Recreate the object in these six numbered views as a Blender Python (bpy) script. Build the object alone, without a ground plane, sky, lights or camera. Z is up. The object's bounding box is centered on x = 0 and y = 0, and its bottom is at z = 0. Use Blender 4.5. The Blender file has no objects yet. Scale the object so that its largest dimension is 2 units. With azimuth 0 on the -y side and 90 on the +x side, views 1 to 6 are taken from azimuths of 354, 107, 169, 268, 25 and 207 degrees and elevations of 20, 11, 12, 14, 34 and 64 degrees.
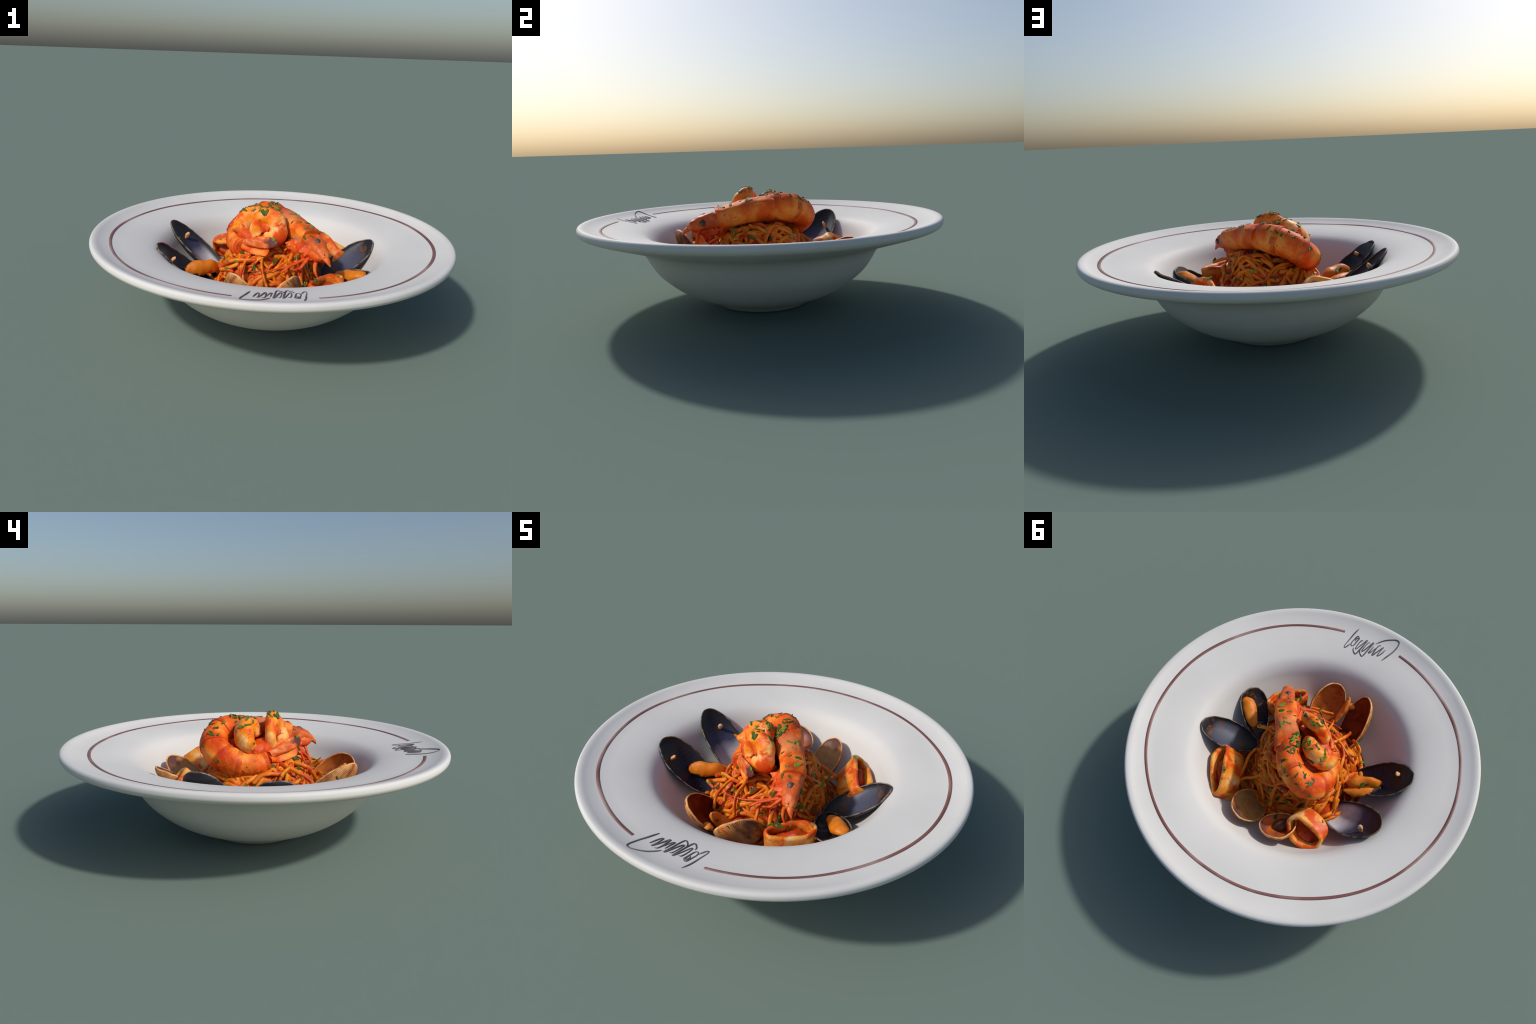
# A wide-rimmed white soup plate filled with seafood spaghetti:
# a king prawn, two peeled shrimps, mussels, clams, squid rings and parsley.
import bpy, math, random
import numpy as np
from mathutils import Vector, noise
from mathutils.bvhtree import BVHTree

rng = np.random.default_rng(7)
V = lambda *a: np.array(a, float)


# ------------------------------------------------------------------ helpers
def unit(a):
    a = np.asarray(a, float)
    n = np.linalg.norm(a, axis=-1, keepdims=True)
    return a / np.maximum(n, 1e-9)


def spline(pts, n, closed=False):
    """Catmull-Rom curve through control points (any dimension), n samples."""
    p = np.asarray(pts, float)
    m = len(p)
    if closed:
        q = np.vstack([p[-1], p, p[0], p[1]])
        t = np.linspace(0, m, n, endpoint=False)
    else:
        q = np.vstack([2 * p[0] - p[1], p, 2 * p[-1] - p[-2]])
        t = np.linspace(0, m - 1, n)
    i = np.minimum(t.astype(int), (m if closed else m - 1) - 1)
    f = (t - i)[:, None]
    a, b, c, d = q[i], q[i + 1], q[i + 2], q[i + 3]
    return 0.5 * (2 * b + (c - a) * f + (2 * a - 5 * b + 4 * c - d) * f**2 + (3 * b - a - 3 * c + d) * f**3)


def make(name, verts, faces, mats, parent=None, loc=(0, 0, 0), idx=None, smooth=True, rotation=None):
    me = bpy.data.meshes.new(name)
    me.from_pydata([tuple(map(float, v)) for v in verts], [], [tuple(map(int, f)) for f in faces])
    for m in mats if isinstance(mats, (list, tuple)) else [mats]:
        me.materials.append(m)
    if idx is not None:
        me.polygons.foreach_set("material_index", np.asarray(idx, np.int32))
    if smooth:
        me.polygons.foreach_set("use_smooth", np.ones(len(me.polygons), bool))
    me.validate()
    me.update()
    ob = bpy.data.objects.new(name, me)
    bpy.context.scene.collection.objects.link(ob)
    ob.location = loc
    if rotation is not None:
        ob.rotation_mode = "QUATERNION"
        ob.rotation_quaternion = rotation
    if parent is not None:
        ob.parent = parent
    return ob


def thing(name, label, category, loc=(0, 0, 0)):
    ob = bpy.data.objects.new(name, None)
    bpy.context.scene.collection.objects.link(ob)
    ob.location = loc
    ob.empty_display_size = 0.05
    ob["label"], ob["category"] = label, category
    return ob


def grid_faces(n, m, wrap_m=True, wrap_n=False):
    f = []
    for i in range(n if wrap_n else n - 1):
        for j in range(m if wrap_m else m - 1):
            f.append((i * m + j, ((i + 1) % n) * m + j, ((i + 1) % n) * m + (j + 1) % m, i * m + (j + 1) % m))
    return f


def frames(P, up=None):
    """Tangent / side / up frames along a polyline."""
    T = unit(np.gradient(P, axis=0))
    n = len(P)
    U = np.zeros_like(P)
    if up is None:
        u = V(0, 0, 1) if abs(T[0][2]) < 0.9 else V(1, 0, 0)
        for i in range(n):
            u = u - T[i] * (u @ T[i])
            u = unit(u)
            U[i] = u
    else:
        up = np.asarray(up, float)
        if up.ndim == 1:
            up = np.tile(up, (n, 1))
        U = unit(up - T * (up * T).sum(1, keepdims=True))
    return T, np.cross(T, U), U


def sweep(P, ra, rb=None, up=None, nsec=12, section=None):
    """Tube along P. ra: half width (side), rb: half height (up)."""
    P = np.asarray(P, float)
    ra = np.broadcast_to(np.asarray(ra, float), (len(P),))
    rb = ra if rb is None else np.broadcast_to(np.asarray(rb, float), (len(P),))
    T, S, U = frames(P, up)
    a = np.linspace(0, 2 * np.pi, nsec, endpoint=False)
    cs, sn = np.cos(a), np.sin(a)
    if section is not None:
        k = section(a)
        cs, sn = cs * k, sn * k
    v = P[:, None] + S[:, None] * (ra[:, None] * cs)[..., None] + U[:, None] * (rb[:, None] * sn)[..., None]
    n = len(P)
    verts = np.vstack([v.reshape(-1, 3), P[:1], P[-1:]])
    f = grid_faces(n, nsec)
    for j in range(nsec):
        f.append((n * nsec, j, (j + 1) % nsec))
        f.append((n * nsec + 1, (n - 1) * nsec + (j + 1) % nsec, (n - 1) * nsec + j))
    return verts, f


def caps(P, r, k=4):
    """Lengthen a tube by rounded ends: returns points and radius factor."""
    P = np.asarray(P, float)
    a = np.linspace(0, np.pi / 2, k + 1)[1:]
    d0, d1 = unit(P[0] - P[1]), unit(P[-1] - P[-2])
    head = [P[0] + d0 * r * math.sin(x) for x in a][::-1]
    tail = [P[-1] + d1 * r * math.sin(x) for x in a]
    w = [max(math.cos(x), 0.08) for x in a]
    return np.vstack([head, P, tail]), np.r_[w[::-1], np.ones(len(P)), w]


def nz(p, s=1.0, seed=0.0):
    return noise.noise(Vector((p[0] * s + seed, p[1] * s - seed * 0.7, p[2] * s + seed * 1.3)))


def lumps(verts, amp, scale, seed, octaves=2):
    """Push vertices by smooth noise vectors."""
    out = np.array(verts, float)
    for i, p in enumerate(out):
        d = Vector((0, 0, 0))
        a, s = amp, scale
        for _ in range(octaves):
            d += a * Vector(noise.noise_vector(Vector(p * s) + Vector((seed, seed * 2.1, -seed))))
            a, s = a * 0.45, s * 2.3
        out[i] = p + np.array(d)
    return out


# ---------------------------------------------------------------- materials
def srgb(r, g, b):
    f = lambda c: (c / 255 / 12.92) if c / 255 <= 0.04045 else ((c / 255 + 0.055) / 1.055) ** 2.4
    return (f(r), f(g), f(b), 1)


class Mat:
    def __init__(self, name, rough=0.5, spec=0.35):
        self.m = bpy.data.materials.new(name)
        self.m.use_nodes = True
        self.t = self.m.node_tree
        self.b = self.t.nodes["Principled BSDF"]
        self.b.inputs["Roughness"].default_value = rough
        self.b.inputs["Specular IOR Level"].default_value = spec
        self.co = self.t.nodes.new("ShaderNodeTexCoord").outputs["Object"]

    def n(self, kind, **kw):
        x = self.t.nodes.new(kind)
        for k, v in kw.items():
            setattr(x, k, v)
        return x

    def link(self, a, b):
        self.t.links.new(a, b)

    def mapped(self, scale=(1, 1, 1), loc=(0, 0, 0), rot=(0, 0, 0)):
        x = self.n("ShaderNodeMapping")
        x.inputs["Scale"].default_value = scale
        x.inputs["Location"].default_value = loc
        x.inputs["Rotation"].default_value = rot
        self.link(self.co, x.inputs["Vector"])
        return x.outputs[0]

    def noise(self, scale, detail=3, rough=0.5, dist=0.0, vec=None, w=None):
        x = self.n("ShaderNodeTexNoise")
        x.inputs["Scale"].default_value = scale
        x.inputs["Detail"].default_value = detail
        x.inputs["Roughness"].default_value = rough
        x.inputs["Distortion"].default_value = dist
        self.link(vec or self.co, x.inputs["Vector"])
        return x.outputs["Fac"]

    def ramp(self, fac, stops, interp="LINEAR"):
        x = self.n("ShaderNodeValToRGB")
        r = x.color_ramp
        r.interpolation = interp
        while len(r.elements) < len(stops):
            r.elements.new(0.5)
        for e, (p, c) in zip(r.elements, stops):
            e.position, e.color = p, c if len(c) == 4 else (*c, 1)
        self.link(fac, x.inputs[0])
        return x.outputs[0]

    def step(self, fac, a, b):
        x = self.n("ShaderNodeMapRange")
        x.interpolation_type = "SMOOTHSTEP"
        x.inputs["From Min"].default_value = a
        x.inputs["From Max"].default_value = b
        self.link(fac, x.inputs["Value"])
        return x.outputs[0]

    def math(self, op, a, b=None):
        x = self.n("ShaderNodeMath", operation=op)
        for i, q in enumerate((a, b)):
            if q is None:
                continue
            if isinstance(q, (int, float)):
                x.inputs[i].default_value = q
            else:
                self.link(q, x.inputs[i])
        return x.outputs[0]

    def mix(self, fac, a, b):
        x = self.n("ShaderNodeMix", data_type="RGBA")
        for s, q in (("Factor", fac), ("A", a), ("B", b)):
            i = [k for k in x.inputs if k.name == s and (k.type == "RGBA" or s == "Factor")][0]
            if isinstance(q, (int, float)):
                i.default_value = q
            elif isinstance(q, tuple):
                i.default_value = q
            else:
                self.link(q, i)
        return [k for k in x.outputs if k.type == "RGBA"][0]

    def xyz(self):
        x = self.n("ShaderNodeSeparateXYZ")
        self.link(self.co, x.inputs[0])
        return x.outputs

    def bump(self, h, strength=0.3, dist=0.004):
        x = self.n("ShaderNodeBump")
        x.inputs["Strength"].default_value = strength
        x.inputs["Distance"].default_value = dist
        self.link(h, x.inputs["Height"])
        self.link(x.outputs[0], self.b.inputs["Normal"])

    def done(self, col):
        if isinstance(col, tuple):
            self.b.inputs["Base Color"].default_value = col
        else:
            self.link(col, self.b.inputs["Base Color"])
        return self.m


def porcelain(name, a, b):
    m = Mat(name, 0.55, 0.2)
    c = m.ramp(m.noise(2.2, 3), [(0.3, a), (0.7, b)])
    return m.done(c)


def stripe_mat():
    m = Mat("brown_red_glaze", 0.45, 0.3)
    return m.done(m.ramp(m.noise(2.6, 4), [(0.35, srgb(110, 70, 66)), (0.52, srgb(128, 88, 84)), (0.68, srgb(168, 140, 134))]))


def ink_mat():
    m = Mat("grey_ink_glaze", 0.5, 0.3)
    return m.done(m.ramp(m.noise(14, 2), [(0.3, srgb(78, 76, 78)), (0.7, srgb(112, 109, 111))]))


def prawn_shell(name, red=0.5, pale=0.5, cheek=False, seam=0.0):
    m = Mat(name, 0.52, 0.25)
    base = m.ramp(m.noise(9, 3, 0.55), [(0.34, srgb(202, 66, 10)), (0.5, srgb(228, 100, 20)), (0.66, srgb(242, 148, 54))])
    c = m.mix(m.step(m.noise(10, 4, 0.6, 0.8, m.mapped((1, 1, 1), (3, 1, 0))), 0.66 - 0.2 * red, 0.78 - 0.2 * red), base, srgb(204, 48, 10))
    c = m.mix(m.step(m.noise(9, 4, 0.62, 0.6, m.mapped((1, 1, 1.4), (0, 5, 2))), 0.68 - 0.2 * pale, 0.86 - 0.2 * pale), c, srgb(224, 152, 98))
    c = m.mix(m.step(m.noise(70, 2, 0.6), 0.62, 0.72), c, srgb(176, 66, 24))
    if seam:
        c = m.mix(m.math("MULTIPLY", m.step(m.noise(14, 3), 0.35, 0.6), seam), c, srgb(164, 36, 10))
    if cheek:
        def near(p, r0, r1):
            d = m.n("ShaderNodeVectorMath", operation="DISTANCE")
            m.link(m.co, d.inputs[0])
            d.inputs[1].default_value = p
            f = m.math("ADD", d.outputs["Value"], m.math("MULTIPLY", m.math("SUBTRACT", m.noise(26, 4, 0.6), 0.5), 0.07))
            return m.math("SUBTRACT", 1.0, m.step(f, r0, r1))

        speck = m.ramp(m.noise(110, 3, 0.7), [(0.42, srgb(70, 60, 54)), (0.55, srgb(176, 148, 120)), (0.7, srgb(214, 180, 140))])
        c = m.mix(near((0.075, -0.205, 0.035), 0.035, 0.055), c, speck)
        c = m.mix(m.math("MULTIPLY", near((0.045, -0.09, 0.155), 0.03, 0.10), 0.5), c, srgb(222, 148, 98))
        c = m.mix(m.math("MULTIPLY", near((0.135, -0.24, 0.13), 0.02, 0.06), 0.5), c, srgb(150, 60, 24))
    m.bump(m.noise(34, 5, 0.65), 0.7, 0.006)
    return m.done(c)


def shrimp_flesh():
    m = Mat("shrimp_flesh_in_sauce", 0.45, 0.35)
    base = m.ramp(m.noise(11, 3, 0.5), [(0.3, srgb(232, 102, 10)), (0.5, srgb(242, 140, 24)), (0.68, srgb(238, 188, 116))])
    c = m.mix(m.step(m.noise(12, 4, 0.6, 0.4, m.mapped((1, 1, 1), (1, 7, 3))), 0.51, 0.62), base, srgb(222, 76, 12))
    m.bump(m.noise(40, 3, 0.6), 0.3, 0.004)
    return m.done(c)


def sauce_mat(name, a, b, c3):
    m = Mat(name, 0.48, 0.35)
    c = m.ramp(m.noise(16, 4, 0.6), [(0.3, a), (0.52, b), (0.75, c3)])
    m.bump(m.noise(70, 3, 0.6), 0.4, 0.004)
    return m.done(c)


def noodle_mat():
    m = Mat("pasta_in_tomato_sauce", 0.48, 0.32)
    base = m.ramp(m.noise(12, 3), [(0.3, srgb(206, 100, 10)), (0.55, srgb(226, 134, 20)), (0.75, srgb(234, 156, 38))])
    sauce = m.ramp(m.noise(26, 3), [(0.35, srgb(176, 46, 8)), (0.7, srgb(212, 84, 16))])
    c = m.mix(m.step(m.noise(9, 4, 0.62, 0.3), 0.46, 0.6), base, sauce)
    m.bump(m.noise(50, 3), 0.3, 0.003)
    return m.done(c)


def mussel_out():
    m = Mat("mussel_shell_outside", 0.5, 0.25)
    w = m.n("ShaderNodeTexWave", wave_type="RINGS", rings_direction="SPHERICAL")
    w.inputs["Scale"].default_value = 9
    w.inputs["Distortion"].default_value = 2.5
    w.inputs["Detail"].default_value = 3
    m.link(m.co, w.inputs["Vector"])
    c = m.ramp(m.noise(9, 4, 0.6), [(0.3, srgb(26, 26, 29)), (0.6, srgb(44, 44, 48)), (0.8, srgb(78, 72, 66))])
    c = m.mix(m.math("MULTIPLY", w.outputs["Fac"], 0.35), c, srgb(64, 64, 70))
    m.bump(w.outputs["Fac"], 0.25, 0.004)
    return m.done(c)


def mussel_in(name, deep, mid, pale, pale_at, sauce=0.0):
    """Nacre: pale near the hinge, dark blue to black toward the lip (x runs hinge to tip)."""
    m = Mat(name, 0.46, 0.28)
    x, y, z = m.xyz()
    w = m.n("ShaderNodeTexWave", wave_type="RINGS", rings_direction="SPHERICAL")
    w.inputs["Scale"].default_value = 15
    w.inputs["Distortion"].default_value = 6
    w.inputs["Detail"].default_value = 3
    w.inputs["Detail Scale"].default_value = 2
    m.link(m.co, w.inputs["Vector"])
    f = m.math("ADD", x, m.math("MULTIPLY", m.math("SUBTRACT", m.noise(9, 3), 0.5), 0.16))
    c = m.ramp(f, [(max(pale_at - 0.07, 0), pale), (pale_at + 0.05, mid), (pale_at + 0.16, deep), (pale_at + 0.26, srgb(28, 27, 30))])
    c = m.mix(m.math("MULTIPLY", w.outputs["Fac"], 0.1), c, srgb(92, 98, 124))
    # dark band along the lip: rim plane is z = 0
    c = m.mix(m.step(z, -0.03, -0.008), c, srgb(33, 32, 35))
    if sauce:
        c = m.mix(m.step(m.noise(17, 4, 0.65, 0.3), 0.66 - 0.1 * sauce, 0.76 - 0.1 * sauce), c, srgb(110, 66, 26))
    m.bump(m.noise(24, 4), 0.15, 0.003)
    return m.done(c)


def lip_mat(name, col, col2):
    m = Mat(name, 0.5, 0.3)
    return m.done(m.ramp(m.noise(28, 3, 0.6), [(0.35, col), (0.62, col2)]))


def clam_out():
    m = Mat("clam_shell_outside", 0.5, 0.3)
    w = m.n("ShaderNodeTexWave", wave_type="RINGS", rings_direction="SPHERICAL")
    w.inputs["Scale"].default_value = 52
    w.inputs["Distortion"].default_value = 1.2
    m.link(m.co, w.inputs["Vector"])
    g = m.n("ShaderNodeTexGradient", gradient_type="RADIAL")
    m.link(m.co, g.inputs["Vector"])
    rib = m.math("SINE", m.math("MULTIPLY", g.outputs["Fac"], 420.0))
    streak = m.noise(5, 4, 0.6, 0.2, m.mapped((1, 3.2, 1)))
    c = m.ramp(streak, [(0.34, srgb(84, 50, 32)), (0.44, srgb(160, 98, 48)), (0.54, srgb(204, 148, 88)), (0.64, srgb(214, 104, 34))])
    c = m.mix(m.math("MULTIPLY", w.outputs["Fac"], 0.2), c, srgb(120, 76, 48))
    m.bump(m.math("ADD", w.outputs["Fac"], m.math("MULTIPLY", rib, 0.4)), 0.3, 0.003)
    return m.done(c)


def clam_in(name, a, b, c3, tipcol, tip_at):
    m = Mat(name, 0.46, 0.3)
    x, y, z = m.xyz()
    c = m.ramp(m.noise(12, 4, 0.6, 0.4), [(0.32, a), (0.5, b), (0.7, c3)])
    f = m.math("ADD", x, m.math("MULTIPLY", m.math("SUBTRACT", m.noise(14, 3), 0.5), 0.14))
    c = m.mix(m.step(f, tip_at, tip_at + 0.06), c, tipcol)
    m.bump(m.noise(45, 3), 0.3, 0.003)
    return m.done(c)


def squid_mat():
    m = Mat("squid_in_sauce", 0.46, 0.32)
    c = m.ramp(m.noise(10, 3, 0.5), [(0.3, srgb(226, 124, 26)), (0.52, srgb(234, 156, 58)), (0.7, srgb(236, 196, 138))])
    c = m.mix(m.step(m.noise(13, 4, 0.6, 0.3, m.mapped((1, 1, 1), (4, 2, 6))), 0.45, 0.6), c, srgb(212, 78, 14))
    m.bump(m.noise(36, 3), 0.3, 0.003)
    return m.done(c)


def meat_mat(name, a, b, c3):
    m = Mat(name, 0.48, 0.32)
    c = m.ramp(m.noise(13, 3), [(0.3, a), (0.55, b), (0.75, c3)])
    m.bump(m.noise(50, 3, 0.6), 0.3, 0.003)
    return m.done(c)


def leaf_mat():
    m = Mat("parsley_green", 0.5, 0.3)
    oi = m.n("ShaderNodeObjectInfo")
    c = m.ramp(oi.outputs["Random"], [(0.0, srgb(40, 62, 16)), (0.5, srgb(76, 104, 28)), (1.0, srgb(146, 158, 52))])
    c = m.mix(m.step(m.noise(60, 2), 0.5, 0.7), c, srgb(54, 84, 22))
    m.bump(m.noise(120, 2), 0.3, 0.002)
    return m.done(c)


def plain(name, col, rough=0.4, spec=0.4):
    return Mat(name, rough, spec).done(col)


PORCELAIN, STRIPE, INK = porcelain("white_porcelain", srgb(206, 205, 202), srgb(214, 213, 210)), stripe_mat(), ink_mat()
CREAM = porcelain("cream_porcelain", srgb(206, 202, 190), srgb(213, 209, 198))
CARAPACE = prawn_shell("prawn_carapace_shell", 0.45, 0.6, True)
SHELL = prawn_shell("prawn_tail_shell", 0.25, 0.45)
HEAD = sauce_mat("prawn_head_shell", srgb(156, 58, 18), srgb(202, 88, 30), srgb(222, 126, 66))
BAND = prawn_shell("prawn_shell_edge", 0.7, 0.2, False, 0.6)
SHRIMP = shrimp_flesh()
SAUCE = sauce_mat("tomato_sauce", srgb(138, 32, 6), srgb(182, 56, 10), srgb(214, 96, 22))
LEGS = sauce_mat("prawn_legs_in_sauce", srgb(172, 40, 8), srgb(208, 74, 16), srgb(228, 116, 40))
NOODLE, MOUT, COUT, SQUID, LEAF = noodle_mat(), mussel_out(), clam_out(), squid_mat(), leaf_mat()
MUSSEL_MEAT = meat_mat("mussel_meat", srgb(194, 98, 14), srgb(218, 124, 24), srgb(232, 152, 60))
MUSSEL_FRILL = meat_mat("mussel_mantle_edge", srgb(44, 34, 32), srgb(70, 52, 44), srgb(110, 80, 56))
CLAM_MEAT = meat_mat("clam_meat", srgb(214, 112, 30), srgb(230, 150, 60), srgb(232, 190, 130))
DARK_MEAT = meat_mat("clam_meat_dark", srgb(70, 44, 28), srgb(110, 68, 36), srgb(180, 96, 40))
CRUMB = meat_mat("scrap_of_meat", srgb(190, 120, 60), srgb(222, 168, 110), srgb(236, 200, 150))
EYE = lip_mat("prawn_eye_black", srgb(46, 38, 38), srgb(104, 84, 78))
def fan_mat():
    """Tail fan blade: pinkish orange with a dark slate streak and purple tip."""
    m = Mat("tail_fan_shell", 0.48, 0.35)
    c = m.ramp(m.noise(20, 4, 0.6, 0.3, m.mapped((1, 1, 3))), [(0.3, srgb(190, 70, 22)), (0.5, srgb(212, 100, 40)), (0.7, srgb(226, 150, 96))])

    def near(p, r0, r1):
        d = m.n("ShaderNodeVectorMath", operation="DISTANCE")
        m.link(m.co, d.inputs[0])
        d.inputs[1].default_value = p
        f = m.math("ADD", d.outputs["Value"], m.math("MULTIPLY", m.math("SUBTRACT", m.noise(40, 3), 0.5), 0.03))
        return m.math("SUBTRACT", 1.0, m.step(f, r0, r1))

    c = m.mix(near((-0.050, -0.285, 0.055), 0.045, 0.062), c, srgb(92, 44, 40))
    c = m.mix(near((-0.095, -0.235, 0.047), 0.018, 0.030), c, srgb(48, 44, 52))
    m.bump(m.noise(45, 3), 0.4, 0.004)
    return m.done(c)


UROPOD = fan_mat()
MUSSEL_LIP = lip_mat("mussel_shell_lip", srgb(40, 38, 40), srgb(140, 122, 108))
CLAM_LIP = lip_mat("clam_shell_lip", srgb(196, 118, 58), srgb(232, 182, 118))

# -------------------------------------------------------------------- plate
OUTER = [(0.0, 0.012), (0.16, 0.010), (0.205, 0.003), (0.225, 0.0), (0.236, 0.001), (0.256, 0.008), (0.277, 0.021), (0.302, 0.035), (0.335, 0.050), (0.408, 0.080), (0.480, 0.120),
         (0.545, 0.170), (0.595, 0.220), (0.628, 0.270), (0.652, 0.315), (0.672, 0.341), (0.695, 0.360), (0.727, 0.374), (0.760, 0.385),
         (0.802, 0.397), (0.853, 0.413), (0.915, 0.432), (0.955, 0.445), (0.985, 0.457), (0.998, 0.471)]
INNER = [(1.0, 0.484), (0.997, 0.495), (0.987, 0.502), (0.968, 0.500), (0.940, 0.489), (0.900, 0.477), (0.850, 0.468), (0.800, 0.462), (0.740, 0.453), (0.685, 0.441),
         (0.648, 0.427), (0.620, 0.405), (0.597, 0.375), (0.574, 0.333), (0.542, 0.283), (0.503, 0.233), (0.446, 0.186), (0.360, 0.145),
         (0.250, 0.120), (0.120, 0.110), (0.0, 0.108)]
prof = np.vstack([spline(OUTER + INNER, 170)])


def plate_z(r):
    q = np.array(INNER)[::-1]
    s = spline(q, 300)
    return np.interp(r, s[:, 0], s[:, 1])


WELL = spline(np.array(INNER)[8:], 260)  # inner profile (r, z) and its normal into the bowl
_t = unit(np.gradient(WELL, axis=0))
WELLN = np.stack([_t[:, 1], -_t[:, 0]], 1)
WELLN *= np.where(WELLN[:, 1:] < 0, -1, 1)

plate = thing("soup_plate", "wide rimmed white soup plate with thin red line", "plate")
NS = 144
ang = np.linspace(0, 2 * np.pi, NS, endpoint=False)
pr = prof[1:-1]
vs = [(0, 0, prof[0][1])] + [(r * math.cos(a), r * math.sin(a), z) for r, z in pr for a in ang] + [(0, 0, prof[-1][1])]
fs = [(1 + f[0], 1 + f[3], 1 + f[2], 1 + f[1]) for f in grid_faces(len(pr), NS)]
last = 1 + (len(pr) - 1) * NS
for j in range(NS):
    fs.append((0, 1 + (j + 1) % NS, 1 + j))
    fs.append((len(vs) - 1, last + j, last + (j + 1) % NS))
fs = [f[::-1] for f in fs]
side = []
for q in fs:
    c = np.mean([vs[i] for i in q], axis=0)
    side.append(1 if c[2] < np.interp(np.hypot(c[0], c[1]), [0, 0.55, 0.7, 0.99, 1.0], [0.06, 0.20, 0.40, 0.47, 0.478]) else 0)
make("plate_body", vs, fs, [PORCELAIN, CREAM], plate, idx=side)


def ribbon(path, width, lift=0.0012, depth=0.002):
    """Flat band of glaze lying on the rim. path: (n,2) xy; width: (n,)."""
    p = np.asarray(path, float)
    t = unit(np.gradient(p, axis=0))
    s = np.stack([-t[:, 1], t[:, 0]], 1) * (np.asarray(width) / 2)[:, None]
    rows = []
    for q, dz in ((p - s, -depth), (p - s * 0.9, lift), (p, lift * 1.2), (p + s * 0.9, lift), (p + s, -depth)):
        rows.append(np.c_[q, plate_z(np.hypot(q[:, 0], q[:, 1])) + dz])
    v = np.stack(rows, 1).reshape(-1, 3)
    return v, grid_faces(len(p), 5, wrap_m=False)


a = np.radians(np.linspace(-83.4, 251.6, 300))
rr = 1 / np.sqrt((np.cos(a - 0.12) / 0.893) ** 2 + (np.sin(a - 0.12) / 0.866) ** 2)
rr = rr + 0.003 * np.sin(7 * a) * np.sin(a * 2.3)
ww = 0.0175 + 0.002 * np.sin(5 * a + 1) * np.sin(2 * a)
v, f = ribbon(np.c_[rr * np.cos(a), rr * np.sin(a) - 0.008], ww)
make("rim_stripe", v, f, STRIPE, plate)

# handwritten word on the rim; strokes as (angle in degrees, radius)
STROKES = [
    [(-88.44, 0.918), (-87.46, 0.879), (-86.47, 0.828), (-85.54, 0.784), (-85.66, 0.767), (-86.45, 0.775), (-87.72, 0.806)],
    [(-90.13, 0.864), (-89.21, 0.869), (-88.58, 0.846), (-87.88, 0.81), (-88.41, 0.792), (-89.21, 0.80), (-89.79, 0.831), (-90.13, 0.858), (-89.12, 0.85), (-89.17, 0.83)],
    [(-92.22, 0.852), (-91.48, 0.849), (-90.84, 0.817), (-90.66, 0.785), (-91.17, 0.784), (-91.91, 0.81), (-93.58, 0.866), (-93.09, 0.815), (-91.91, 0.751), (-90.68, 0.756), (-89.78, 0.774), (-89.78, 0.786)],
    [(-95.15, 0.858), (-94.51, 0.852), (-93.99, 0.819), (-93.72, 0.787), (-94.23, 0.786), (-95.02, 0.812), (-96.41, 0.868), (-96.04, 0.818), (-95.24, 0.755), (-94.01, 0.758), (-93.11, 0.773), (-92.92, 0.786)],
    [(-97.32, 0.848), (-97.18, 0.825), (-96.95, 0.794), (-97.48, 0.799), (-98.1, 0.823), (-98.46, 0.843)],
    [(-99.7, 0.873), (-98.98, 0.865), (-98.7, 0.833), (-98.86, 0.792), (-99.3, 0.799), (-99.94, 0.828), (-100.94, 0.87), (-100.78, 0.834), (-100.92, 0.803), (-101.48, 0.809), (-101.97, 0.834), (-102.25, 0.863)],
    [(-97.42, 0.867), (-98.41, 0.889), (-99.88, 0.915), (-101.49, 0.934), (-103.33, 0.95), (-104.64, 0.95), (-105.22, 0.937), (-105.41, 0.911), (-105.27, 0.877), (-104.51, 0.826), (-103.88, 0.788)],
]
lv, lf = [], []
for k, st in enumerate(STROKES):
    s = spline(st, 14 * len(st))
    xy = np.c_[s[:, 1] * np.cos(np.radians(s[:, 0])), s[:, 1] * np.sin(np.radians(s[:, 0]))]
    u = np.linspace(0, 1, len(xy))
    d = unit(np.gradient(xy, axis=0))
    w = 0.0050 + 0.0046 * np.abs(d[:, 1]) * (0.5 + 0.5 * np.sin(u * 9 + k))
    w *= np.minimum(1, np.minimum(u, 1 - u) * 9 + 0.25)
    v, f = ribbon(xy, w, 0.0016 + 0.0003 * k)
    base = sum(len(q) for q in lv)
    lv.append(v)
    lf += [tuple(i + base for i in q) for q in f]
make("rim_lettering", np.vstack(lv), lf, INK, plate)


# ------------------------------------------------------------------- shells
def frame_quat(x, n):
    from mathutils import Matrix
    x = unit(x)
    n = unit(n - x * (np.asarray(n) @ x))
    y = np.cross(n, x)
    return Matrix(np.stack([x, y, n], 1).tolist()).to_quaternion()


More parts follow.
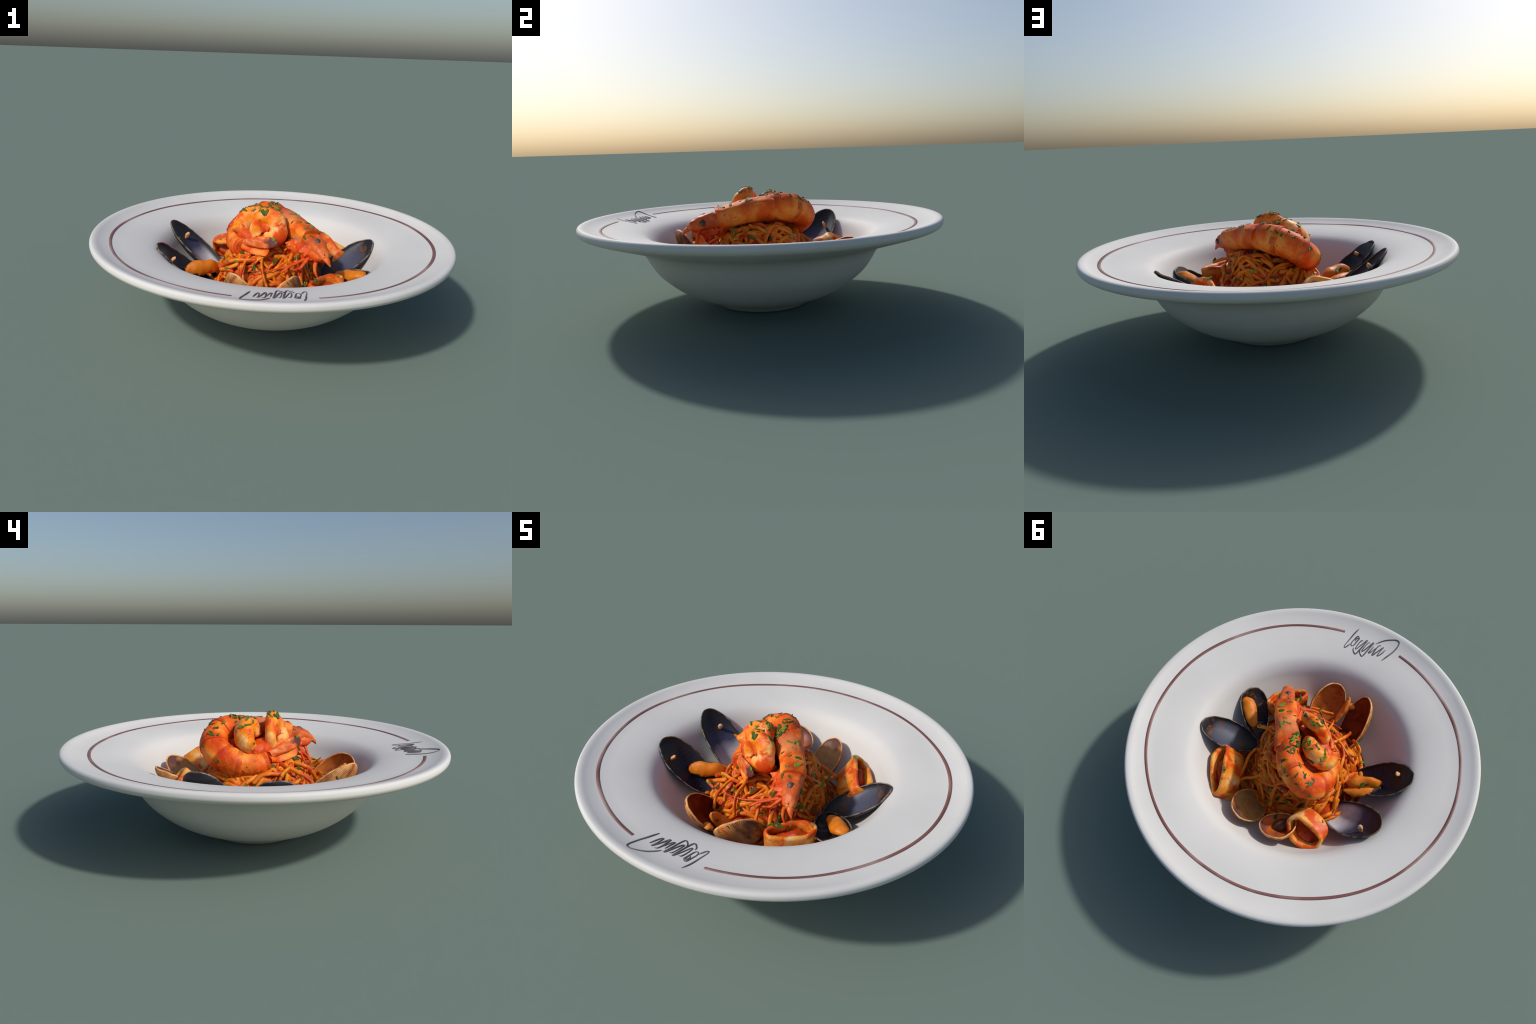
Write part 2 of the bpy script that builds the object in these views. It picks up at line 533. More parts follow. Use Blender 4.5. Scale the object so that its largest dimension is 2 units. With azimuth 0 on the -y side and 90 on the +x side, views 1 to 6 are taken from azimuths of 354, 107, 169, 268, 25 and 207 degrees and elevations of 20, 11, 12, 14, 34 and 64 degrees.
def valve(name, parent, U, T, N, L, W, k, depth, mats, seed, th=0.010, inner=0.8, wave=0.003, skew=0.34, power=0.62):
    """One shell half. Local frame: origin at hinge, x to tip, rim in z = 0, bowl toward -z."""
    nr, na = 22, 72
    rho = np.sin(np.linspace(0, 1, nr) * np.pi / 2)
    phi = np.linspace(0, 2 * np.pi, na, endpoint=False)

    def surf(rho, l, w, d, off, rough):
        rows = []
        for q in rho:
            x = np.cos(phi) * q * l / 2 - (1 - q) * skew * l / 2 + L / 2
            y = np.sin(phi) * (1 + k * np.cos(phi)) * q * w / 2
            z = np.full(na, -d * (1 - q**2) ** power) + off
            p = np.stack([x, y, z], 1)
            for i in range(na):
                p[i, 2] += wave * q**3 * (nz((math.cos(phi[i]) * 1.6, math.sin(phi[i]) * 1.6, 0), 1.5, seed) * 1.6 + math.sin(phi[i] * 2 + seed) * 0.6)
                p[i] += rough * np.array([nz(p[i], 60, seed), nz(p[i], 60, seed + 5), nz(p[i], 45, seed + 9)]) * q
            rows.append(p)
        return np.array(rows)

    inn = surf(rho, L - 1.5 * th, W - 1.5 * th, depth * inner, 0.0, 0.0008)
    lip = surf(np.array([1.0]), L - 0.4 * th, W - 0.4 * th, 0, 0.0025, 0.0012)
    out = surf(rho[::-1], L, W, depth, -0.002, 0.0016)
    rows = np.vstack([inn, lip, out])
    n = len(rows)
    verts = rows.reshape(-1, 3)
    # where the shell would dip into the porcelain it lies flat against it instead
    ex = unit(V(*T) - V(*U))
    en = unit(V(*N) - ex * (V(*N) @ ex))
    R = np.stack([ex, np.cross(en, ex), en], 1)
    wv = verts @ R.T + V(*U)
    layer = np.repeat(np.r_[np.full(nr, 0.012), 0.009, np.full(nr, 0.003)], na)
    rad = np.hypot(wv[:, 0], wv[:, 1])
    d2 = (rad[:, None] - WELL[None, :, 0]) ** 2 + (wv[:, 2][:, None] - WELL[None, :, 1]) ** 2
    near = d2.argmin(1)
    gap = ((rad - WELL[near, 0]) * WELLN[near, 0] + (wv[:, 2] - WELL[near, 1]) * WELLN[near, 1])
    push = np.maximum(layer - gap, 0)
    dirxy = wv[:, :2] / np.maximum(rad, 1e-6)[:, None]
    wv[:, :2] += dirxy * (push * WELLN[near, 0])[:, None]
    wv[:, 2] += push * WELLN[near, 1]
    verts = (wv - V(*U)) @ R
    faces = [fc for fc in grid_faces(n, na)]
    idx = []
    for i in range(n - 1):
        idx += [0 if i < nr - 1 else (2 if i <= nr + 1 else 1)] * na
    ob = make(name, verts, faces, mats, parent, (0, 0, 0), idx)
    # merge collapsed poles
    import bmesh
    bm = bmesh.new()
    bm.from_mesh(ob.data)
    bmesh.ops.remove_doubles(bm, verts=bm.verts, dist=1e-5)
    bmesh.ops.recalc_face_normals(bm, faces=bm.faces)
    bm.to_mesh(ob.data)
    bm.free()
    ob.location = tuple(np.asarray(U) - np.asarray(parent.location))
    ob.rotation_mode = "QUATERNION"
    ob.rotation_quaternion = frame_quat(V(*T) - V(*U), V(*N))
    return ob


def blob(name, parent, pts, radii, mat, seed, flat=0.8, up=(0, 0, 1), amp=0.006, nsec=18, n=26, mats=None, pick=None, scale=14):
    """A soft lump of flesh along a short spine; radii per control point."""
    s = spline(np.c_[np.array(pts), np.array(radii)], n)
    ra = np.maximum(s[:, 3], 0.002)
    v, f = sweep(s[:, :3], ra, ra * flat, V(*up), nsec)
    v = lumps(v, amp, scale, seed)
    idx = None
    if pick is not None:
        idx = [pick(np.mean([v[i] for i in q], axis=0), q, n, nsec) for q in f]
    return make(name, v - V(*parent.location), f, mats or mat, parent, (0, 0, 0), idx)


def crumb(parent, p, d, L, seed):
    p = V(*p)
    d = unit(V(*d))
    return blob("meat_scrap", parent, [p - d * L / 2, p - d * L / 6, p + d * L / 5, p + d * L / 2], [0.006, 0.013, 0.014, 0.006], CRUMB, seed, 0.7, (0.3, 0.2, 1), 0.005, 10, 12, scale=50)


BLUE_IN = mussel_in("nacre_blue_white", srgb(34, 35, 48), srgb(62, 66, 92), srgb(196, 198, 206), 0.24)
DARK_IN = mussel_in("nacre_dark_blue", srgb(22, 22, 32), srgb(24, 27, 46), srgb(38, 42, 64), 0.12)
GREY_IN = mussel_in("nacre_grey", srgb(60, 61, 72), srgb(76, 79, 98), srgb(58, 52, 34), 0.14, 0.8)
BLACK_IN = mussel_in("nacre_black", srgb(38, 36, 40), srgb(34, 30, 32), srgb(60, 34, 24), 0.08, 0.9)

mussels = []


def mussel(label, U, T, N, L, W, k, depth, inside, seed, **kw):
    e = thing("mussel", label, "mussel", U)
    valve("mussel_shell", e, U, T, N, L, W, k, depth, [inside, MOUT, MUSSEL_LIP], seed, th=0.008, inner=0.78, power=0.62, skew=0.38, **kw)
    mussels.append(e)
    return e


M1 = mussel("open empty mussel shell, blue white nacre inside", V(-0.220, 0.149, 0.150), (-0.579, 0.278, 0.479), (0.617, -0.213, 0.758), 0.503, 0.234, 0.10, 0.062, BLUE_IN, 1.0)
crumb(M1, (-0.485, 0.274, 0.385), (0.35, -0.25, 0.6), 0.05, 1)
M2 = mussel("open mussel with orange meat, dark blue inside", V(-0.300, -0.079, 0.181), (-0.642, -0.091, 0.453), (0.624, -0.025, 0.781), 0.437, 0.240, 0.12, 0.062, DARK_IN, 2.0)
crumb(M2, (-0.553, -0.127, 0.376), (0.5, 0.3, 0.5), 0.042, 2)
M3 = mussel("open empty mussel shell, grey growth rings inside", V(0.299, -0.023, 0.223), (0.617, 0.083, 0.418), (-0.449, -0.235, 0.862), 0.388, 0.203, 0.04, 0.062, GREY_IN, 3.0)
M4 = mussel("small black mussel with a plump orange meat", V(0.304, -0.046, 0.240), (0.489, -0.326, 0.340), (-0.373, 0.085, 0.924), 0.350, 0.178, 0.28, 0.062, BLACK_IN, 4.0)


def two_tone(axis_fn):
    return lambda c, q, n, m: 1 if axis_fn(c) else 0


blob("mussel_meat", M2, [(-0.305, 0.010, 0.278), (-0.335, -0.005, 0.290), (-0.385, -0.035, 0.293), (-0.435, -0.053, 0.292), (-0.470, -0.064, 0.290), (-0.490, -0.070, 0.289)], [0.016, 0.028, 0.034, 0.032, 0.025, 0.012], None, 3, 1.28, (0.25, 0.1, 0.95), 0.012, mats=[MUSSEL_MEAT, MUSSEL_FRILL],
     pick=lambda c, q, n, m: 1 if c[2] < 0.268 and c[0] < -0.40 else 0)
blob("mussel_meat", M2, [(-0.300, 0.050, 0.270), (-0.345, 0.040, 0.272), (-0.400, 0.015, 0.272), (-0.455, -0.020, 0.275), (-0.490, -0.045, 0.290)], [0.006, 0.026, 0.034, 0.028, 0.012], None, 4, 0.75, (0.6, 0.2, 0.8), 0.005, mats=[MUSSEL_MEAT, MUSSEL_FRILL],
     pick=lambda c, q, n, m: 1 if c[0] < -0.455 else 0)
blob("mussel_meat", M4, [(0.500, -0.255, 0.312), (0.482, -0.235, 0.315), (0.450, -0.205, 0.305), (0.415, -0.160, 0.290), (0.380, -0.115, 0.280), (0.362, -0.095, 0.272)], [0.008, 0.030, 0.042, 0.042, 0.030, 0.008], None, 5, 0.8, (-0.3, 0.1, 0.9), 0.009, mats=[MUSSEL_MEAT, MUSSEL_FRILL],
     pick=lambda c, q, n, m: 1 if c[2] < 0.282 and c[1] < -0.15 else 0)

IN_RED = clam_in("clam_inside_red_sauce", srgb(84, 24, 8), srgb(116, 42, 14), srgb(150, 72, 26), srgb(120, 60, 30), 0.5)
IN_TAN = clam_in("clam_inside_tan", srgb(172, 80, 22), srgb(190, 116, 52), srgb(134, 62, 20), srgb(104, 58, 46), 0.29)
IN_PALE = clam_in("clam_inside_pale", srgb(150, 96, 26), srgb(166, 128, 76), srgb(172, 86, 26), srgb(98, 60, 58), 0.22)
IN_ORANGE = clam_in("clam_inside_orange", srgb(206, 84, 18), srgb(190, 92, 28), srgb(110, 66, 44), srgb(104, 64, 60), 0.13)

clamA = thing("clam", "opened brown clam, both halves joined, orange meat", "clam", (-0.06, -0.26, 0.18))
valve("clam_shell", clamA, V(0.035, -0.291, 0.189), (-0.010, -0.533, 0.405), (-0.579, 0.599, 0.553), 0.327, 0.216, 0.08, 0.075, [IN_TAN, COUT, CLAM_LIP], 5.0, power=0.55)
valve("clam_shell", clamA, V(-0.156, -0.231, 0.170), (-0.211, -0.507, 0.422), (0.705, 0.398, 0.588), 0.377, 0.225, -0.04, 0.075, [IN_RED, COUT, CLAM_LIP], 6.0, power=0.55)
blob("clam_meat", clamA, [(-0.070, -0.36, 0.26), (-0.085, -0.40, 0.300), (-0.100, -0.435, 0.335), (-0.105, -0.46, 0.370), (-0.105, -0.475, 0.398)], [0.02, 0.030, 0.032, 0.024, 0.008], CLAM_MEAT, 6, 0.6, (0.9, 0.3, 0.2), 0.008)
blob("clam_meat", clamA, [(-0.150, -0.465, 0.312), (-0.140, -0.47, 0.31), (-0.12, -0.475, 0.305), (-0.10, -0.47, 0.30)], [0.004, 0.018, 0.02, 0.006], CLAM_MEAT, 7, 0.8, (0, 0, 1), 0.004)
clamB = thing("clam", "pale clam half with yellow and purple inside", "clam", (0.131, 0.260, 0.177))
valve("clam_shell", clamB, V(0.131, 0.260, 0.177), (0.176, 0.491, 0.372), (-0.450, -0.524, 0.723), 0.306, 0.205, -0.01, 0.055, [IN_PALE, COUT, CLAM_LIP], 7.0, power=0.6, inner=0.4)
clamC = thing("clam", "small clam with dark meat and orange rim", "clam", (-0.121, 0.346, 0.306))
valve("clam_shell", clamC, V(-0.121, 0.346, 0.306), (0.006, 0.514, 0.350), (0.229, -0.404, 0.885), 0.214, 0.207, 0.11, 0.065, [IN_ORANGE, COUT, CLAM_LIP], 8.0, power=0.55)
blob("clam_meat", clamC, [(-0.105, 0.37, 0.292), (-0.085, 0.395, 0.284), (-0.055, 0.42, 0.275), (-0.03, 0.45, 0.272)], [0.015, 0.036, 0.04, 0.015], DARK_MEAT, 8, 0.6, (0.2, -0.4, 0.9), 0.008)


# -------------------------------------------------------------- squid rings
def squid_ring(label, mouth, back, th, seed):
    """A cut of squid tube: two closed loops (mouth and back) joined by a thick wall with rounded edges."""
    n, m = 64, 12
    A, B = spline(mouth, n, True), spline(back, n, True)
    c = A.mean(0)
    e = thing("squid_ring", label, "squid ring", tuple(c))
    t = np.linspace(0, 1, m)
    mid = A[None] * (1 - t)[:, None, None] + B[None] * t[:, None, None]
    dphi = np.roll(mid, -1, 1) - np.roll(mid, 1, 1)
    dt = np.gradient(mid, axis=0)
    nn = unit(np.cross(dphi, dt))
    cc = mid.mean(1, keepdims=True)
    if ((mid - cc) * nn).sum() < 0:
        nn = -nn
    half = th / 2 * (1 - 0.15 * np.cos(np.linspace(0, 4 * np.pi, n)))[None, :, None]
    outer, inner = mid + nn * half, mid - nn * half
    axis = unit(A - B)
    lip0 = np.stack([mid[0] + axis * th * 0.32 + nn[0] * half[0] * 0.6, mid[0] + axis * th * 0.42, mid[0] + axis * th * 0.32 - nn[0] * half[0] * 0.6])
    lip1 = np.stack([mid[-1] - axis * th * 0.32 - nn[-1] * half[0] * 0.6, mid[-1] - axis * th * 0.42, mid[-1] - axis * th * 0.32 + nn[-1] * half[0] * 0.6])
    rows = np.concatenate([outer[::-1], lip0, inner, lip1])
    v = lumps(rows.reshape(-1, 3), 0.005, 13, seed)
    f = grid_faces(len(rows), n, True, True)
    import bmesh
    ob = make("squid_flesh", v - c, f, SQUID, e)
    bm = bmesh.new()
    bm.from_mesh(ob.data)
    bmesh.ops.recalc_face_normals(bm, faces=bm.faces)
    bm.to_mesh(ob.data)
    bm.free()
    return e


R1 = squid_ring("folded squid ring standing on edge, orange and white",
    [(0.427, 0.126, 0.340), (0.388, 0.205, 0.383), (0.354, 0.299, 0.393), (0.336, 0.380, 0.352), (0.350, 0.408, 0.320), (0.375, 0.400, 0.308), (0.428, 0.315, 0.328), (0.474, 0.220, 0.325), (0.478, 0.165, 0.320), (0.456, 0.125, 0.325)],
    [(0.350, 0.095, 0.235), (0.312, 0.170, 0.262), (0.285, 0.265, 0.262), (0.277, 0.345, 0.225), (0.298, 0.375, 0.195), (0.322, 0.370, 0.180), (0.372, 0.300, 0.195), (0.406, 0.210, 0.200), (0.410, 0.150, 0.200), (0.386, 0.102, 0.210)],
    0.024, 11.0)
R2 = squid_ring("squid ring lying open, pale thick rim",
    [(-0.110, 0.385, 0.356), (-0.160, 0.360, 0.378), (-0.225, 0.372, 0.362), (-0.275, 0.390, 0.342), (-0.310, 0.408, 0.320), (-0.300, 0.445, 0.285), (-0.235, 0.475, 0.275), (-0.165, 0.465, 0.285), (-0.120, 0.425, 0.320)],
    [(-0.125, 0.295, 0.305), (-0.170, 0.275, 0.325), (-0.230, 0.285, 0.332), (-0.285, 0.310, 0.328), (-0.318, 0.345, 0.315), (-0.300, 0.380, 0.240), (-0.240, 0.390, 0.210), (-0.170, 0.370, 0.215), (-0.130, 0.335, 0.260)],
    0.026, 12.0)
R3 = squid_ring("squid ring under the prawn head, orange sauce",
    [(0.155, -0.405, 0.338), (0.195, -0.345, 0.332), (0.250, -0.285, 0.330), (0.315, -0.262, 0.332), (0.352, -0.275, 0.325), (0.340, -0.335, 0.318), (0.290, -0.378, 0.320), (0.235, -0.414, 0.322), (0.180, -0.432, 0.330)],
    [(0.150, -0.390, 0.240), (0.190, -0.330, 0.240), (0.245, -0.275, 0.240), (0.300, -0.250, 0.235), (0.335, -0.265, 0.225), (0.325, -0.320, 0.220), (0.285, -0.365, 0.220), (0.235, -0.400, 0.220), (0.180, -0.415, 0.230)],
    0.024, 13.0)


# ------------------------------------------------------------ pasta mound
MOUND = np.array([(0.0, 0.462), (0.12, 0.458), (0.175, 0.442), (0.205, 0.412), (0.232, 0.360), (0.258, 0.290), (0.290, 0.215), (0.33, 0.155), (0.45, 0.125)])


def mound_z(x, y):
    th = math.atan2(y, x)
    r = math.hypot(x, y)
    k = 1.0 + 0.08 * math.exp(-((abs(th) - math.pi) / 0.6) ** 2) + 0.22 * math.exp(-((th + 1.75) / 0.55) ** 2) + 0.04 * math.exp(-((th - 0.8) / 0.5) ** 2)
    k += 0.24 * math.exp(-((th - 2.4) / 0.35) ** 2) + 0.18 * math.exp(-((th + 2.6) / 0.3) ** 2)
    k += 0.10 * nz((math.cos(th), math.sin(th), 0), 1.9, 5)
    z = float(np.interp(r / k, MOUND[:, 0], MOUND[:, 1]))
    # the nest is piled higher under the prawn's back than under its tail
    w = min(max((z - 0.15) / 0.25, 0), 1)
    return z + w * min(-0.030 + 0.30 * (0.75 * x + 0.2 * y), 0.012)


pasta = thing("spaghetti_mound", "nest of spaghetti in orange tomato sauce", "pasta")
nr, na = 64, 170
sv = [(-0.01, 0.01, mound_z(0, 0) - 0.02)]
for i in range(1, nr):
    for j in range(na):
        a = 2 * np.pi * j / na
        r = 0.40 * i / (nr - 1)
        x, y = r * math.cos(a), r * math.sin(a)
        z = mound_z(x, y) - 0.014 + 0.020 * nz((x, y, 0), 11, 3) + 0.014 * nz((x, y, 0), 27, 8) + 0.008 * nz((x, y, 0), 60, 4)
        z = max(z, float(plate_z(r)) + 0.004)
        sv.append((x, y, z))
sf = [(0, 1 + j, 1 + (j + 1) % na) for j in range(na)] + [tuple(1 + i for i in f) for f in grid_faces(nr - 1, na)]
make("sauce", sv, [f[::-1] for f in sf] if False else sf, SAUCE, pasta)


def noodle(P, r=0.0095, flat=0.72, roll=0.0):
    P = np.asarray(P)
    Q, w = caps(P, r * 0.8, 3)
    T, S, U = frames(Q)
    up = U * math.cos(roll) + S * math.sin(roll)
    v, f = sweep(Q, r * w, r * flat * w, up, 9)
    o = V(*Q[len(Q) // 2])
    return make("noodle", v - o, f, NOODLE, pasta, tuple(o))


def wound(seed):
    g = np.random.default_rng(seed)
    th = g.uniform(0, 2 * np.pi)
    r0 = 0.33 * math.sqrt(g.uniform(0.05, 0.95))
    turn = g.choice([-1, 1]) * g.uniform(0.10, 0.30)
    dr = g.normal(0, 0.09)
    ph, am = g.uniform(0, 6.28), g.uniform(0.01, 0.045)
    L = g.uniform(0.32, 0.8)
    n = 42
    ds = L / n
    lay = g.uniform(-0.016, 0.012)
    pts = []
    # walk over the mound: mostly round it, with a drifting heading
    x, y = r0 * math.cos(th), r0 * math.sin(th)
    steep = y < -0.05 and x < 0.2
    head = th + math.pi / 2 * np.sign(turn) + g.normal(0, 0.45 if not steep else 0.9)
    bend = g.normal(0, 1.6)
    for i in range(n):
        rr = math.hypot(x, y)
        want = math.atan2(y, x) + math.pi / 2 * np.sign(turn) + 0.5 * math.sin(ph + i * 0.25)
        dd = (want - head + math.pi) % (2 * math.pi) - math.pi
        head += dd * 0.10 + bend * ds
        z0 = mound_z(x, y)
        slope = (mound_z(x + math.cos(head) * 0.01, y + math.sin(head) * 0.01) - z0) / 0.01
        k = ds / math.sqrt(1 + slope**2)
        x, y = x + math.cos(head) * k, y + math.sin(head) * k
        rr = math.hypot(x, y)
        if rr > 0.37:
            x, y = x * 0.37 / rr, y * 0.37 / rr
        lift = lay + 0.012 * math.sin(ph + i * 0.5) + 0.006 * math.sin(ph * 2 + i * 1.1)
        pts.append((x, y, max(mound_z(x, y) + lift, float(plate_z(math.hypot(x, y))) + 0.012)))
    return np.array(pts), g


for i in range(105):
    P, g = wound(1000 + i)
    broad = i % 7 == 3
    noodle(spline(P[::3][: 9 if broad else 20], 52), g.uniform(0.019, 0.026) if broad else g.uniform(0.0110, 0.0155), 0.38 if broad else g.uniform(0.55, 0.85), g.uniform(-0.4, 0.4) if broad else g.uniform(0, 3.1))

# strands that stand clear of the nest, seen singly
LOOSE = [
    [(0.300, -0.045, 0.415), (0.255, -0.050, 0.425), (0.205, -0.040, 0.428), (0.150, 0.010, 0.425), (0.09, 0.09, 0.42)],
    [(0.220, -0.062, 0.445), (0.175, -0.045, 0.452), (0.130, 0.000, 0.452), (0.08, 0.05, 0.44)],
    [(-0.235, -0.235, 0.345), (-0.270, -0.215, 0.350), (-0.295, -0.190, 0.340), (-0.285, -0.160, 0.325), (-0.250, -0.150, 0.335), (-0.200, -0.160, 0.36)],
    [(0.300, 0.245, 0.250), (0.285, 0.225, 0.285), (0.280, 0.180, 0.320), (0.280, 0.120, 0.345), (0.260, 0.080, 0.37)],
    [(0.300, 0.245, 0.250), (0.280, 0.255, 0.265), (0.250, 0.240, 0.29), (0.200, 0.230, 0.325), (0.150, 0.2, 0.36)],
    [(0.225, -0.150, 0.300), (0.235, -0.110, 0.350), (0.245, -0.060, 0.385), (0.255, -0.010, 0.375), (0.245, 0.020, 0.345), (0.220, 0.0, 0.34)],
    [(-0.060, -0.330, 0.300), (-0.075, -0.300, 0.345), (-0.080, -0.260, 0.375), (-0.075, -0.210, 0.39), (-0.06, -0.14, 0.41)],
    [(-0.190, -0.310, 0.285), (-0.195, -0.275, 0.330), (-0.180, -0.220, 0.365), (-0.150, -0.160, 0.39), (-0.1, -0.08, 0.42)],
    [(0.060, -0.350, 0.270), (0.055, -0.310, 0.325), (0.050, -0.260, 0.365), (0.055, -0.200, 0.395), (0.08, -0.12, 0.42)],
    [(0.140, -0.330, 0.260), (0.125, -0.300, 0.320), (0.130, -0.240, 0.375), (0.150, -0.180, 0.405), (0.15, -0.1, 0.42)],
    [(-0.255, 0.015, 0.335), (-0.240, -0.020, 0.365), (-0.235, -0.060, 0.375), (-0.225, -0.110, 0.372), (-0.20, -0.15, 0.38)],
    [(-0.290, -0.110, 0.325), (-0.255, -0.120, 0.355), (-0.215, -0.140, 0.375), (-0.170, -0.170, 0.385), (-0.11, -0.19, 0.395)],
    [(-0.235, 0.110, 0.250), (-0.260, 0.090, 0.305), (-0.255, 0.050, 0.335), (-0.235, 0.010, 0.355), (-0.2, -0.03, 0.37)],
    [(-0.130, 0.320, 0.220), (-0.140, 0.290, 0.285), (-0.150, 0.250, 0.335), (-0.150, 0.200, 0.375)],
    [(0.040, 0.340, 0.235), (0.050, 0.300, 0.300), (0.050, 0.250, 0.345), (0.030, 0.190, 0.385)],
    [(0.100, 0.300, 0.270), (0.135, 0.255, 0.315), (0.160, 0.210, 0.350), (0.180, 0.150, 0.385)],
    [(-0.030, -0.410, 0.245), (0.010, -0.385, 0.275), (0.060, -0.375, 0.29), (0.110, -0.360, 0.295), (0.15, -0.33, 0.31)],
]
for i, c in enumerate(LOOSE):
    noodle(spline(c, 40), 0.0118, 0.7, 0.7 * i)


# -------------------------------------------------------------- king prawn
prawn = thing("king_prawn", "whole cooked orange prawn curled over the pasta", "prawn", (0.05, 0.05, 0.45))
PO = V(*prawn.location)
# x, y, z, radius, and the direction of the back
SP = [
    (0.252, -0.345, 0.462, 0.030, 0, 0, 1), (0.236, -0.310, 0.478, 0.045, 0, 0, 1), (0.212, -0.255, 0.497, 0.056, 0, 0, 1), (0.181, -0.174, 0.514, 0.063, 0.05, 0, 1),
    (0.142, -0.095, 0.532, 0.065, 0.1, 0, 1), (0.092, -0.010, 0.549, 0.067, 0.15, 0, 1), (0.051, 0.070, 0.557, 0.068, 0.25, 0.1, 0.95),
    (0.025, 0.125, 0.556, 0.073, 0.4, 0.25, 0.9), (-0.012, 0.172, 0.548, 0.075, 0.35, 0.5, 0.75), (-0.065, 0.205, 0.528, 0.076, 0.2, 0.75, 0.55), (-0.122, 0.212, 0.494, 0.076, -0.1, 0.95, 0.2),
    (-0.163, 0.180, 0.457, 0.074, -0.5, 0.8, -0.3), (-0.184, 0.125, 0.429, 0.070, -0.6, 0.5, -0.6), (-0.187, 0.060, 0.414, 0.065, -0.5, 0.1, -0.85), (-0.180, -0.005, 0.412, 0.058, -0.45, -0.1, -0.9), (-0.166, -0.060, 0.425, 0.048, -0.4, -0.2, -0.9),
]
NSP = 220
sp = spline(SP, NSP)


def body_tube(u0, u1, grow, flare0=1.0, flare1=1.0, n=None, nsec=40, dorsal_ridge=0.0, amp=0.004, seed=1.0, wall=0.006, box=0.0, tall=1.03):
    """Shell plate of the body between spine parameters u0..u1 (0..1), closed at both ends by turning inward."""
    n = n or max(10, int((u1 - u0) * 130))
    t = np.linspace(u0, u1, n)
    x = np.linspace(0, 1, NSP)
    q = np.stack([np.interp(t, x, sp[:, k]) for k in range(7)], 1)
    w = np.linspace(0, 1, n)
    k = grow * (flare0 + (flare1 - flare0) * w)
    r = q[:, 3] * k
    # tuck the ends in so that each plate has a lip
    P = np.vstack([q[0, :3], q[:, :3], q[-1, :3]])
    r = np.r_[max(r[0] - wall, 0.002), r, max(r[-1] - wall, 0.002)]
    up = np.vstack([q[0, 4:], q[:, 4:], q[-1, 4:]])
    T, S, U = frames(np.vstack([q[0, :3] - 1e-3 * unit(q[1, :3] - q[0, :3]), q[:, :3], q[-1, :3] + 1e-3 * unit(q[-1, :3] - q[-2, :3])]), up)
    a = np.linspace(0, 2 * np.pi, nsec, endpoint=False)
    ridge = 1 + dorsal_ridge * np.exp(-((a - np.pi / 2) / 0.25) ** 2) + 0.35 * dorsal_ridge * (np.exp(-((a - 0.35) / 0.2) ** 2) + np.exp(-((a - np.pi + 0.35) / 0.2) ** 2))
    hang = 1.0
    if box:
        # squared shoulders on the back, round underneath
        sq = (np.abs(np.cos(a)) ** box + np.abs(np.sin(a)) ** box) ** (-1 / box)
        ridge = ridge * (1 + (sq - 1) * np.clip(0.6 + np.sin(a), 0, 1))
        hang = np.where(np.sin(a) < 0, 1.22, 1.0)
    v = P[:, None] + S[:, None] * (0.97 * r[:, None] * (np.cos(a) * ridge))[..., None] + U[:, None] * (tall * r[:, None] * (np.sin(a) * ridge * hang))[..., None]
    m = len(P)
    v = lumps(np.vstack([v.reshape(-1, 3), P[:1], P[-1:]]), amp, 12, seed)
    f = grid_faces(m, nsec)
    for j in range(nsec):
        f.append((m * nsec, j, (j + 1) % nsec))
        f.append((m * nsec + 1, (m - 1) * nsec + (j + 1) % nsec, (m - 1) * nsec + j))
    idx = [1 if (i >= (m - 5) * nsec and i < m * nsec) else 0 for i in range((m - 1) * nsec)] + [1] * (2 * nsec)
    return v, f, idx


# carapace with a keel along the back, then six overlapping tail plates
uc = 0.425
v, f, idx = body_tube(0.19, uc, 1.0, 1.0, 1.03, n=50, nsec=56, dorsal_ridge=0.03, amp=0.008, seed=2, box=3.6, tall=0.88)
make("carapace", v - PO, f, [CARAPACE, BAND], prawn, idx=[0] * len(idx))
cuts = [uc - 0.03, 0.545, 0.66, 0.755, 0.84, 0.92, 1.0]
for i in range(6):
    v, f, idx = body_tube(cuts[i], cuts[i + 1] + (0.012 if i < 5 else 0), 1.0, 0.935 if i else 0.955, 1.032, seed=3, amp=0.006)
    make("abdomen_segment", v - PO, f, [SHELL, BAND], prawn, idx=idx)

# head in front of the carapace: a narrower boxy snout with a drooping beak and an open mouth
hs = spline([(0.172, -0.155, 0.510, 0.056, 0.046), (0.190, -0.200, 0.503, 0.054, 0.043), (0.211, -0.250, 0.494, 0.045, 0.039), (0.226, -0.295, 0.480, 0.034, 0.032), (0.236, -0.328, 0.466, 0.026, 0.024), (0.241, -0.345, 0.458, 0.018, 0.016)], 44)
box = lambda a: (np.abs(np.cos(a)) ** 3.4 + np.abs(np.sin(a)) ** 3.4) ** (-1 / 3.4)
v, f = sweep(hs[:, :3], hs[:, 3], hs[:, 4], V(-0.08, 0, 1), 40, box)
make("head", lumps(v, 0.007, 24, 3) - PO, f, HEAD, prawn)
s = spline([(0.236, -0.325, 0.462, 0.018), (0.246, -0.345, 0.450, 0.016), (0.256, -0.360, 0.436, 0.010), (0.262, -0.370, 0.422, 0.003)], 22)
v, f = sweep(s[:, :3], s[:, 3], s[:, 3] * 0.8, V(0.2, -0.4, 0.9), 12)
make("rostrum", lumps(v, 0.003, 30, 3) - PO, f, LEGS, prawn)
s = spline([(0.165, -0.205, 0.470, 0.016), (0.180, -0.250, 0.460, 0.020), (0.200, -0.300, 0.450, 0.020), (0.225, -0.330, 0.446, 0.012)], 26)
v, f = sweep(s[:, :3], s[:, 3] * 0.7, s[:, 3] * 1.25, V(-0.1, 0, 1), 14)
make("jaw", lumps(v, 0.007, 25, 4) - PO, f, LEGS, prawn)
